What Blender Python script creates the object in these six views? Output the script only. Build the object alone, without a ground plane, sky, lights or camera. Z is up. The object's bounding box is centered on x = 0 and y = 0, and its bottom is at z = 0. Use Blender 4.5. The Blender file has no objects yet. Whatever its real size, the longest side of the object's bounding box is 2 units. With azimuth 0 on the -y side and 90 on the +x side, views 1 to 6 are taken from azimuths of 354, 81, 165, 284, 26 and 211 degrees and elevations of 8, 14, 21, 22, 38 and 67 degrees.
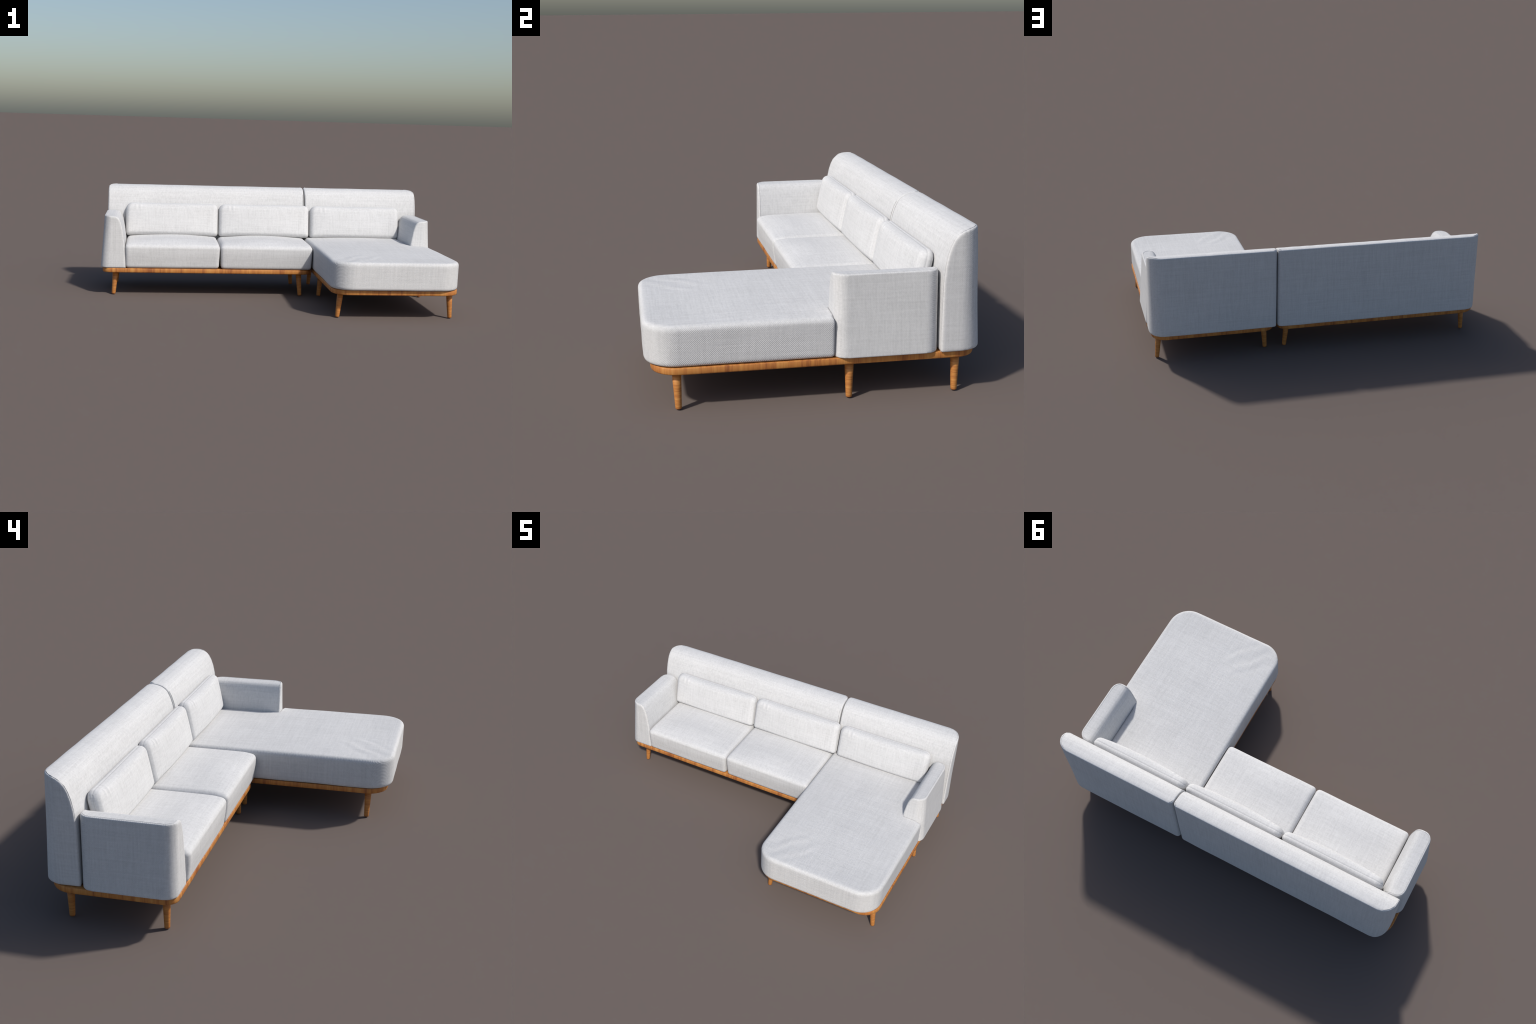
import bpy, bmesh, math
import numpy as np
from mathutils import Matrix

# ------------------------------------------------------------------ helpers
COL = bpy.context.scene.collection


def add_object(name, mesh, parent=None, mat=None):
    ob = bpy.data.objects.new(name, mesh)
    COL.objects.link(ob)
    if parent is not None:
        ob.parent = parent
    if mat is not None and mesh is not None:
        mesh.materials.clear()
        mesh.materials.append(mat)
    return ob


def arc(cx, cy, r, a0, a1, n):
    return [(cx + r * math.cos(math.radians(a0 + (a1 - a0) * i / n)),
             cy + r * math.sin(math.radians(a0 + (a1 - a0) * i / n))) for i in range(n + 1)]


def rounded_rect(x0, x1, y0, y1, rfl, rfr, rrr, rrl, n=12):
    """plan outline, counter-clockwise; radii: front-left, front-right, rear-right, rear-left"""
    p = []
    p += arc(x0 + rfl, y0 + rfl, rfl, 180, 270, n)
    p += arc(x1 - rfr, y0 + rfr, rfr, 270, 360, n)
    p += arc(x1 - rrr, y1 - rrr, rrr, 0, 90, n)
    p += arc(x0 + rrl, y1 - rrl, rrl, 90, 180, n)
    return p


def offset_loop(pts, d):
    """move a closed CCW outline inwards by d"""
    P = np.array(pts)
    a, b = np.roll(P, 1, 0), np.roll(P, -1, 0)
    t1 = P - a
    t2 = b - P
    t1 /= np.maximum(np.linalg.norm(t1, axis=1, keepdims=True), 1e-9)
    t2 /= np.maximum(np.linalg.norm(t2, axis=1, keepdims=True), 1e-9)
    n1 = np.stack([-t1[:, 1], t1[:, 0]], 1)
    n2 = np.stack([-t2[:, 1], t2[:, 0]], 1)
    m = n1 + n2
    k = np.maximum((m * m).sum(1, keepdims=True) / 2.0, 0.3)
    return P + m / k * d


def loft_mesh(name, rings):
    """rings: list of (n,3) arrays, bottom to top, capped at both ends"""
    n = len(rings[0])
    bm = bmesh.new()
    vs = [[bm.verts.new(tuple(p)) for p in r] for r in rings]
    for a, b in zip(vs[:-1], vs[1:]):
        for i in range(n):
            j = (i + 1) % n
            bm.faces.new((a[i], a[j], b[j], b[i]))
    bm.faces.new(list(reversed(vs[0])))
    bm.faces.new(vs[-1])
    bmesh.ops.recalc_face_normals(bm, faces=bm.faces)
    me = bpy.data.meshes.new(name)
    bm.to_mesh(me)
    bm.free()
    return me


def plan_loft(name, outline, levels):
    """levels: (inset, z)"""
    rings = []
    for d, z in levels:
        q = offset_loop(outline, d)
        rings.append(np.column_stack([q, np.full(len(q), z)]))
    return loft_mesh(name, rings)


def extrude_profile(name, prof, axis, a, b):
    """prof: closed polygon in the two other axes, extruded along axis"""
    P = np.array(prof)
    rings = []
    for v in (a, b):
        c = np.full(len(P), v)
        rings.append(np.column_stack([c, P[:, 0], P[:, 1]]) if axis == 0
                     else np.column_stack([P[:, 0], c, P[:, 1]]))
    return loft_mesh(name, rings)


def evaluate(mesh, mods):
    """run a small modifier stack on a mesh, return the finished mesh"""
    ob = bpy.data.objects.new("work", mesh)
    COL.objects.link(ob)
    extra = []
    for kind, kw in mods:
        m = ob.modifiers.new(kind, kind)
        for k, v in kw.items():
            if k == "tool":
                o2 = bpy.data.objects.new("tool", v)
                COL.objects.link(o2)
                extra.append(o2)
                m.object = o2
            else:
                setattr(m, k, v)
    bpy.context.view_layer.update()
    dg = bpy.context.evaluated_depsgraph_get()
    me = bpy.data.meshes.new_from_object(ob.evaluated_get(dg), depsgraph=dg)
    for o in [ob] + extra:
        bpy.data.objects.remove(o)
    return me


def get_co(me):
    co = np.empty(len(me.vertices) * 3)
    me.vertices.foreach_get("co", co)
    return co.reshape(-1, 3)


def set_co(me, co):
    me.vertices.foreach_set("co", co.ravel())
    me.update()


def relax(me, n, lam=0.6):
    co = get_co(me)
    e = np.empty(len(me.edges) * 2, dtype=np.int64)
    me.edges.foreach_get("vertices", e)
    e = e.reshape(-1, 2)
    nv = len(co)
    deg = np.bincount(e.ravel(), minlength=nv).reshape(-1, 1)
    for _ in range(n):
        s = np.stack([np.bincount(e[:, 0], co[e[:, 1], k], nv) + np.bincount(e[:, 1], co[e[:, 0], k], nv)
                      for k in range(3)], 1)
        co = co + lam * (s / np.maximum(deg, 1) - co)
    set_co(me, co)


def smooth_shade(me):
    me.polygons.foreach_set("use_smooth", np.ones(len(me.polygons), dtype=bool))
    me.update()


def sstep(a, b, x):
    t = np.clip((x - a) / (b - a), 0, 1)
    return t * t * (3 - 2 * t)


_rng = np.random.default_rng(11)
_W = [(_rng.normal(size=3), _rng.uniform(0, 6.28)) for _ in range(24)]


def lumps(co, freq):
    """soft pseudo-noise from a handful of sine waves, roughly -1..1"""
    s = 0
    for d, ph in _W:
        d = d / np.linalg.norm(d)
        s = s + np.sin(co @ d * freq * (0.6 + 0.8 * abs(d[0])) + ph)
    return s / math.sqrt(len(_W)) / 1.4


def upholster(me, voxel, smooth_n, lump=0.0008):
    """soften a hard solid into a padded, fabric covered one"""
    out = evaluate(me, [("REMESH", dict(mode="VOXEL", voxel_size=voxel, adaptivity=0.0))])
    relax(out, smooth_n)
    co = get_co(out)
    nr = np.empty(len(co) * 3)
    out.vertices.foreach_get("normal", nr)
    co = co + nr.reshape(-1, 3) * (lumps(co, 26.0) * lump)[:, None]
    set_co(out, co)
    smooth_shade(out)
    return out


# ---------------------------------------------------------------- materials
class Nodes:
    def __init__(self, name):
        self.mat = bpy.data.materials.new(name)
        self.mat.use_nodes = True
        self.t = self.mat.node_tree
        self.t.nodes.clear()
        self.out = self.new("ShaderNodeOutputMaterial")
        self.bsdf = self.new("ShaderNodeBsdfPrincipled")
        self.link(self.bsdf.outputs[0], self.out.inputs[0])
        self.co = self.new("ShaderNodeTexCoord").outputs["Object"]

    def new(self, kind, **kw):
        n = self.t.nodes.new(kind)
        for k, v in kw.items():
            setattr(n, k, v)
        return n

    def link(self, a, b):
        self.t.links.new(a, b)

    def mapped(self, scale, loc=(0, 0, 0)):
        m = self.new("ShaderNodeMapping")
        m.inputs["Scale"].default_value = scale
        m.inputs["Location"].default_value = loc
        self.link(self.co, m.inputs["Vector"])
        return m.outputs[0]

    def noise(self, scale, loc=(0, 0, 0), detail=2.0, rough=0.5):
        n = self.new("ShaderNodeTexNoise")
        n.inputs["Scale"].default_value = 1.0
        n.inputs["Detail"].default_value = detail
        n.inputs["Roughness"].default_value = rough
        self.link(self.mapped(scale, loc), n.inputs["Vector"])
        return n.outputs["Fac"]

    def math(self, op, a, b=0.0, c=None):
        n = self.new("ShaderNodeMath", operation=op)
        for i, v in enumerate((a, b) if c is None else (a, b, c)):
            if isinstance(v, (int, float)):
                n.inputs[i].default_value = v
            else:
                self.link(v, n.inputs[i])
        return n.outputs[0]

    def ramp(self, fac, stops):
        n = self.new("ShaderNodeValToRGB")
        el = n.color_ramp.elements
        while len(el) < len(stops):
            el.new(0.5)
        for e, (p, c) in zip(el, stops):
            e.position = p
            e.color = (*c, 1)
        self.link(fac, n.inputs[0])
        return n.outputs[0]

    def mix(self, fac, a, b, blend="MIX"):
        n = self.new("ShaderNodeMix", data_type="RGBA", blend_type=blend)
        for i, v in ((0, fac), (6, a), (7, b)):
            if isinstance(v, (int, float)):
                n.inputs[i].default_value = v
            elif isinstance(v, tuple):
                n.inputs[i].default_value = (*v, 1)
            else:
                self.link(v, n.inputs[i])
        return n.outputs[2]

    def bump(self, h, strength, dist):
        n = self.new("ShaderNodeBump")
        n.inputs["Strength"].default_value = strength
        n.inputs["Distance"].default_value = dist
        self.link(h, n.inputs["Height"])
        self.link(n.outputs[0], self.bsdf.inputs["Normal"])


FABRIC = (0.628, 0.627, 0.628)


def fabric_material(name, seam=False, twill=1.0, diag=(-1, -1, 1), tone_level=1.0):
    N = Nodes(name)
    # slubby linen: long thin streaks along each of the three axes
    a = N.noise((5, 135, 135), (1, 2, 3), 3, 0.6)
    b = N.noise((135, 5, 135), (5, 1, 8), 3, 0.6)
    c = N.noise((135, 135, 5), (9, 4, 2), 3, 0.6)
    s = N.math("ADD", N.math("ADD", a, b), c)
    s = N.math("MULTIPLY", N.math("ADD", s, N.math("MULTIPLY", c, 0.15)), 1 / 3.15)
    broad = N.noise((5, 5, 5), (3, 3, 3), 2)
    tone = N.math("ADD", N.math("MULTIPLY", s, 0.9), N.math("MULTIPLY", broad, 0.1))
    base = tuple(v * tone_level for v in FABRIC)
    lo = tuple(v * 0.875 for v in base)
    hi = tuple(min(1, v * 1.11) for v in base)
    col = N.ramp(tone, [(0.36, lo), (0.5, base), (0.64, hi)])
    # fine twill weave
    w = N.new("ShaderNodeTexWave", wave_type="BANDS", bands_direction="DIAGONAL")
    w.inputs["Scale"].default_value = 1.0
    w.inputs["Distortion"].default_value = 0.6
    w.inputs["Detail"].default_value = 1.0
    w.inputs["Detail Scale"].default_value = 0.4
    N.link(N.mapped(tuple(82 * v for v in diag)), w.inputs["Vector"])
    tw = w.outputs["Fac"]
    col = N.mix(0.05 * twill, col, N.mix(tw, (0.3, 0.3, 0.3), (1, 1, 1)), "MULTIPLY")
    h = N.math("ADD", N.math("MULTIPLY", tw, 0.7 * twill), N.math("MULTIPLY", s, 1.6))
    if seam:
        x = N.new("ShaderNodeSeparateXYZ")
        N.link(N.co, x.inputs[0])
        d = N.math("ABSOLUTE", N.math("SUBTRACT", x.outputs[1], seam))
        line = N.math("LESS_THAN", d, 0.0011)
        col = N.mix(N.math("MULTIPLY", line, 0.22), col, (0.2, 0.2, 0.22))
    N.link(col, N.bsdf.inputs["Base Color"])
    N.bsdf.inputs["Roughness"].default_value = 0.95
    N.bsdf.inputs["Specular IOR Level"].default_value = 0.08
    N.bump(h, 0.35, 0.0012)
    return N.mat


def wood_material(name, across):
    """across: scale vector; the grain lines run along the axis with the small scale"""
    N = Nodes(name)
    g = N.noise(across, (2, 1, 4), 3, 0.65)
    f = N.noise(tuple(v * 5 for v in across), (0, 3, 1), 2, 0.6)
    v = N.math("ADD", N.math("MULTIPLY", g, 0.75), N.math("MULTIPLY", f, 0.25))
    col = N.ramp(v, [(0.37, (0.31, 0.105, 0.031)), (0.45, (0.455, 0.172, 0.045)),
                     (0.53, (0.525, 0.217, 0.054)), (0.63, (0.59, 0.278, 0.080))])
    N.link(col, N.bsdf.inputs["Base Color"])
    N.bsdf.inputs["Roughness"].default_value = 0.5
    N.bsdf.inputs["Specular IOR Level"].default_value = 0.35
    N.bump(f, 0.15, 0.001)
    return N.mat


M_FAB = fabric_material("linen_upholstery", twill=0.35)
M_CHAISE = fabric_material("linen_chaise", twill=1.3)
M_ARM_L = fabric_material("linen_armrest_left", twill=1.0, diag=(-1, 1, 1))
M_ARM_R = fabric_material("linen_armrest_right", twill=1.0, diag=(1, 1, 1))
M_PIL = fabric_material("linen_back_cushion", seam=-0.013, twill=0.3)
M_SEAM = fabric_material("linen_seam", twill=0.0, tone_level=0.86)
M_WOOD = wood_material("oiled_wood_base", (42, 42, 2.5))
M_LEG = wood_material("oiled_wood_leg", (9, 9, 110))

# ------------------------------------------------------------------- sizes
Z_WOOD0, Z_WOOD1 = 0.138, 0.165      # wooden plate
Z_FAB = 0.1665                       # underside of the upholstery
Y_REAR = 0.6010                       # at the top; the rear face leans out below

sofa = bpy.data.objects.new("sectional_sofa", None)
COL.objects.link(sofa)
sofa["label"] = "L-shaped white linen sofa with chaise on an orange wood base"
sofa["category"] = "corner sofa"


# -------------------------------------------------------------- wooden base
def leg_mesh():
    prof = [(0.0085, 0.0), (0.0108, 0.0012), (0.0118, 0.004), (0.0127, 0.03), (0.0148, 0.08), (0.0173, 0.1405)]
    n = 28
    rings = [np.array([(r * math.cos(2 * math.pi * i / n), r * math.sin(2 * math.pi * i / n), z) for i in range(n)])
             for r, z in prof]
    me = loft_mesh("leg", rings)
    smooth_shade(me)
    me.materials.append(M_LEG)
    return me


LEG = leg_mesh()


def wooden_base(outline, feet):
    r = 0.006
    lv = [(r, Z_WOOD0), (r * 0.3, Z_WOOD0 + r * 0.3), (0, Z_WOOD0 + r),
          (0, Z_WOOD1 - 0.003), (0.001, Z_WOOD1 - 0.001), (0.003, Z_WOOD1)]
    me = plan_loft("wooden_base", outline, lv)
    for p in me.polygons:
        p.use_smooth = len(p.vertices) == 4
    ob = add_object("wooden_base", me, sofa, M_WOOD)
    for (x, y, sx, sy) in feet:
        lg = bpy.data.objects.new("leg", LEG)
        COL.objects.link(lg)
        lg.parent = ob
        # splay: the foot stands a little outside the top
        sh = Matrix.Identity(4)
        sh[0][2] = -sx / 0.139
        sh[1][2] = -sy / 0.139
        rx = math.atan2(sy, 0.139)
        ry = math.atan2(-sx, 0.139)
        lg.location = (x, y, 0.0006)
        lg.rotation_euler = (rx, ry, (x * 7.3 + y * 3.1) % 6.28)
        lg.rotation_mode = "XYZ"
        lg.rotation_euler = (rx, ry, 0)
    return ob


wooden_base(rounded_rect(-0.989, 0.257, 0.063, 0.609, 0.052, 0.05, 0.055, 0.115),
            [(-0.9245, 0.124, -0.011, -0.002), (0.204, 0.124, 0.011, -0.002),
             (-0.9245, 0.527, -0.011, -0.003), (0.204, 0.527, 0.011, -0.003)])
wooden_base(rounded_rect(0.279, 0.985, -0.598, 0.609, 0.10, 0.10, 0.085, 0.07),
            [(0.3195, -0.505, -0.013, 0.003), (0.954, -0.505, 0.010, 0.003),
             (0.3205, 0.123, -0.011, -0.002), (0.954, 0.123, 0.010, -0.002),
             (0.3205, 0.527, -0.011, -0.003), (0.954, 0.527, 0.010, -0.003)])


# ------------------------------------------------------------ stitched seams
def seam_tube(path, parent, r=0.0012):
    cu = bpy.data.curves.new("seam", "CURVE")
    cu.dimensions = "3D"
    cu.bevel_depth = r
    cu.bevel_resolution = 1
    sp = cu.splines.new("POLY")
    sp.points.add(len(path) - 1)
    for q, p in zip(sp.points, path):
        q.co = (*p, 1)
    tmp = bpy.data.objects.new("tmp", cu)
    COL.objects.link(tmp)
    bpy.context.view_layer.update()
    me = bpy.data.meshes.new_from_object(tmp.evaluated_get(bpy.context.evaluated_depsgraph_get()))
    bpy.data.objects.remove(tmp)
    me.name = "seam"
    smooth_shade(me)
    return add_object("seam", me, parent, M_SEAM)


def resample(path, step=0.006):
    P = np.array(path)
    d = np.concatenate([[0], np.cumsum(np.linalg.norm(np.diff(P, axis=0), axis=1))])
    t = np.linspace(0, d[-1], max(2, int(d[-1] / step)))
    return np.stack([np.interp(t, d, P[:, k]) for k in range(3)], 1)


# ---------------------------------------------------------------- backrests
def backrest(x0, x1, r_left, r_right):
    front = [(0.459, 0.30), (0.4592, 0.40), (0.4615, 0.45), (0.466, 0.495), (0.474, 0.535), (0.484, 0.566),
             (0.496, 0.590), (0.510, 0.606), (0.527, 0.617), (0.550, 0.6245), (0.580, 0.6283), (0.592, 0.6280),
             (0.5985, 0.6262), (0.6400, 0.6220)]
    prof = [(0.459, Z_FAB)] + front + [(0.6400, Z_FAB)]
    plan = rounded_rect(x0, x1, 0.40, Y_REAR, 0.003, 0.003, r_right, r_left, 14)
    # the front edge of the plan is trimmed by the side profile
    body = plan_loft("b", plan, [(0, Z_FAB), (0, 0.70)])
    tool = extrude_profile("t", prof, 0, x0 - 0.2, x1 + 0.2)
    me = evaluate(body, [("BOOLEAN", dict(operation="INTERSECT", solver="EXACT", tool=tool))])
    me = upholster(me, 0.0042, 4)
    # shallow puckers along the top edge
    co = get_co(me)
    k = sstep(0.55, 0.62, co[:, 2]) * sstep(0.60, 0.56, co[:, 1])
    co[:, 2] += k * 0.0005 * np.sin(co[:, 0] * 75 + 1.7 * np.sin(co[:, 0] * 9)) * (0.5 + 0.5 * np.sin(co[:, 0] * 13))
    co[:, 1] += 0.0225 * np.clip((co[:, 1] - 0.475) / 0.12, 0, 1) * (0.62 - co[:, 2]) / 0.45
    set_co(me, co)
    ob = add_object("backrest", me, sofa, M_FAB)
    # a seam follows the edge of each end, up the front and over the top
    ins = 0.0075
    fy = np.array([p[0] for p in prof[:-2]])
    fz = np.array([p[1] for p in prof[:-2]])
    path = [(x0 + ins, y, z) for y, z in zip(fy, fz) if y < 0.50]
    path += [(x, y, float(np.interp(y, fy[3:], fz[3:])) + 0.0004)
             for x, y in arc(x0 + r_left, Y_REAR - r_left, r_left - ins, 180, 112, 14) if y > 0.50]
    other = [(x1 - ins, y, z) for y, z in zip(fy, fz) if y < 0.50]
    other += [(x, y, float(np.interp(y, fy[3:], fz[3:])) + 0.0004)
              for x, y in arc(x1 - r_right, Y_REAR - r_right, r_right - ins, 0, 68, 14) if y > 0.50]
    for pth in (path, other):
        pth = resample(pth)
        pth[:, 1] += 0.0225 * np.clip((pth[:, 1] - 0.475) / 0.12, 0, 1) * (0.62 - pth[:, 2]) / 0.45
        seam_tube(pth, ob)
    return ob


backrest(-0.9775, 0.2665, 0.080, 0.022)
backrest(0.2725, 0.9970, 0.022, 0.080)


# ----------------------------------------------------------------- armrests
def armrest(side):
    xo, xi = -0.9995, -0.853
    inner = [(xi, Z_FAB), (-0.8555, 0.25), (-0.860, 0.31), (-0.866, 0.355), (-0.874, 0.400), (-0.8815, 0.428),
             (-0.890, 0.448), (-0.901, 0.4625), (-0.915, 0.4705), (-0.935, 0.474), (-1.05, 0.4775)]
    prof = inner + [(-1.05, Z_FAB)]
    plan = rounded_rect(xo, -0.80, 0.0615, 0.4535, 0.050, 0.004, 0.004, 0.050, 12)
    body = plan_loft("b", plan, [(0, Z_FAB), (0, 0.6)])
    tool = extrude_profile("t", prof, 1, -0.1, 0.7)
    me = evaluate(body, [("BOOLEAN", dict(operation="INTERSECT", solver="EXACT", tool=tool))])
    me = upholster(me, 0.0038, 4, 0.0005)
    co = get_co(me)
    w = sstep(-0.87, -0.99, co[:, 0])
    co[:, 0] += w * 0.021 * (co[:, 2] - Z_FAB) / 0.31      # outer face leans in
    if side > 0:
        co[:, 0] = -co[:, 0] + 0.0006 + 0.0044 * (1 - w)
    set_co(me, co)
    if side > 0:
        me.flip_normals()
    ob = add_object("armrest", me, sofa, M_ARM_R if side > 0 else M_ARM_L)
    # seam a finger's width in from the edge, running right round the top and down the inner face
    ins, yf, yb = 0.0085, 0.0615, 0.4535
    px = np.array([p[0] for p in inner])
    pz = np.array([p[1] for p in inner])
    path = [(x, yf + ins, z) for x, z in zip(px, pz) if x > -0.93]
    cap = arc(xo + 0.05, yf + 0.05, 0.05 - ins, 270, 180, 12) + arc(xo + 0.05, yb - 0.05, 0.05 - ins, 180, 90, 12)
    path += [(x, y, float(np.interp(-x, -px, pz))) for x, y in cap]
    path += [(x, yb - ins, z) for x, z in zip(px[::-1], pz[::-1]) if x > -0.93]
    P = resample(path)
    w = sstep(-0.87, -0.99, P[:, 0])
    P[:, 0] += w * 0.021 * (P[:, 2] - Z_FAB) / 0.31
    if side > 0:
        P[:, 0] = -P[:, 0] + 0.0006 + 0.0044 * (1 - w)
    seam_tube(P, ob)
    return ob


armrest(-1)
armrest(1)


# ------------------------------------------------------------ seat cushions
def padded_levels(z0, z1, r_bot, r_top, taper):
    lv = []
    for i in range(5):
        a = math.radians(90 * i / 4)
        lv.append((taper + r_bot * (1 - math.sin(a)), z0 + r_bot * (1 - math.cos(a))))
    for i in range(8):
        a = math.radians(90 * i / 7)
        lv.append((r_top * (1 - math.cos(a)), z1 - r_top * (1 - math.sin(a))))
    return lv


def seat_cushion(x0, x1):
    y0, y1 = 0.0455, 0.462
    plan = rounded_rect(x0, x1, y0, y1, 0.022, 0.022, 0.012, 0.012, 8)
    me = plan_loft("s", plan, padded_levels(Z_FAB, 0.3170, 0.018, 0.026, 0.003))
    me = upholster(me, 0.0042, 3)
    co = get_co(me)
    u = (co[:, 0] - x0) / (x1 - x0)
    v = (co[:, 1] - y0) / (y1 - y0)
    top = sstep(0.27, 0.325, co[:, 2])
    crown = (1 - np.abs(2 * u - 1) ** 1.7).clip(0) * sstep(0.0, 0.35, v)
    # generous roll over the front edge
    # the front face draws in towards the base
    co[:, 1] += 0.009 * (1 - sstep(0.0, 0.3, v)) * (1 - sstep(0.165, 0.27, co[:, 2]))
    roll = 0.008 * (1 - sstep(0.0, 0.16, v))
    co[:, 2] += top * (0.0185 * crown - roll)
    set_co(me, co)
    return add_object("seat_cushion", me, sofa, M_FAB)


seat_cushion(-0.8565, -0.2935)
seat_cushion(-0.2905, 0.2660)


# ----------------------------------------------------------- chaise cushion
def chaise_cushion():
    xl, xr, yf, yb = 0.2700, 0.9848, -0.6235, 0.462
    xn, yn = 0.870, 0.0640               # notch that houses the armrest
    R = 0.120
    p = arc(xl + R, yf + R, R, 180, 270, 16)
    p += arc(xr - R, yf + R, R, 270, 360, 16)
    p += arc(xr - 0.005, yn - 0.005, 0.005, 0, 90, 4)
    p += [(xn + 0.004, yn), (xn, yn + 0.004)]
    p += arc(xn - 0.01, yb - 0.01, 0.01, 0, 90, 4)
    p += arc(xl + 0.01, yb - 0.01, 0.01, 90, 180, 4)
    me = plan_loft("c", p, padded_levels(Z_FAB, 0.3205, 0.014, 0.020, 0.002))
    me = upholster(me, 0.0046, 3)
    co = get_co(me)
    x, y = co[:, 0], co[:, 1]
    top = sstep(0.27, 0.325, co[:, 2])
    u = (x - xl) / (xr - xl)
    v = (y - yf) / (yb - yf)
    co[:, 2] += top * 0.010 * (1 - np.abs(2 * u - 1) ** 2.4).clip(0) * sstep(0.02, 0.4, v)
    # soft tension folds running diagonally in from the inner front corner
    along = (x + y) / math.sqrt(2)
    across = (x - y) / math.sqrt(2)
    env = sstep(-0.20, -0.13, along) * (1 - sstep(0.02, 0.15, along)) * sstep(0.53, 0.59, across) * (1 - sstep(0.70, 0.77, across))
    ph = across - 0.603 + 0.05 * along + 0.006 * np.sin(along * 40 + across * 25)
    fan = 0.65 * env * (0.0014 * np.cos(2 * math.pi * ph / 0.082) + 0.0002 * np.cos(2 * math.pi * ph / 0.047 + along * 14))
    co[:, 2] += top * fan
    set_co(me, co)
    return add_object("chaise_cushion", me, sofa, M_CHAISE)


chaise_cushion()


# ------------------------------------------------------------ back cushions
def back_cushion_mesh():
    """lies in local x-z, thickness along y (front is -y), seam at y=0"""
    w, h = 0.5780, 0.208
    plan = rounded_rect(-w / 2, w / 2, -h / 2, h / 2, 0.022, 0.022, 0.036, 0.044, 10)
    lv = [(0.033, -0.0365), (0.020, -0.0348), (0.0095, -0.0285), (0.003, -0.018), (0.0005, -0.006),
          (0.0, -0.001), (0.003, 0.007), (0.010, 0.014), (0.022, 0.018)]
    rings = []
    for d, yy in lv:
        q = offset_loop(plan, d)
        rings.append(np.column_stack([q[:, 0], np.full(len(q), yy), q[:, 1]]))
    me = loft_mesh("back_cushion", rings)
    me = upholster(me, 0.0034, 3, 0.0006)
    co = get_co(me)
    x, y, z = co[:, 0], co[:, 1], co[:, 2]
    ex = (1 - np.abs(2 * x / w) ** 2.6).clip(0)
    ez = (1 - np.abs(2 * z / h) ** 2.4).clip(0)
    front = sstep(-0.010, -0.034, y)
    back = sstep(0.000, 0.015, y)
    co[:, 1] += -front * 0.023 * ex * ez ** 0.6 + back * 0.006 * ex * ez
    # stitched seam all round the edge
    edge = np.maximum(np.abs(2 * x / w), np.abs(2 * z / h) ** 0.35)
    co[:, 2] -= np.sign(z) * 0.0016 * np.exp(-((y + 0.013) / 0.0028) ** 2) * (np.abs(z) > h / 2 - 0.012)
    co[:, 0] -= np.sign(x) * 0.0016 * np.exp(-((y + 0.013) / 0.0028) ** 2) * (np.abs(x) > w / 2 - 0.012)
    # gathers pulled in near the upper corners
    g = 0
    for c, s, amp in ((-0.226, 0.005, 0.0020), (-0.211, 0.005, -0.0022), (-0.197, 0.005, 0.0020),
                      (-0.182, 0.006, -0.0014), (-0.03, 0.007, 0.0010), (0.02, 0.009, -0.0008), (0.2, 0.01, 0.0008)):
        g = g + amp * np.exp(-((x - c) / s) ** 2)
    co[:, 1] -= 0.65 * g * front * sstep(0.045, 0.072, z)
    set_co(me, co)
    me.materials.clear()
    me.materials.append(M_PIL)
    return me


PILLOW = back_cushion_mesh()
for xc, tilt, dz in ((-0.5760, 11.5, 0.0), (0.0045, 12.0, 0.0), (0.5870, 11.5, -0.001)):
    ob = bpy.data.objects.new("back_cushion", PILLOW)
    COL.objects.link(ob)
    ob.parent = sofa
    ob.location = (xc, 0.4315, 0.4205 + dz)
    ob.rotation_euler = (math.radians(-tilt), 0, 0)
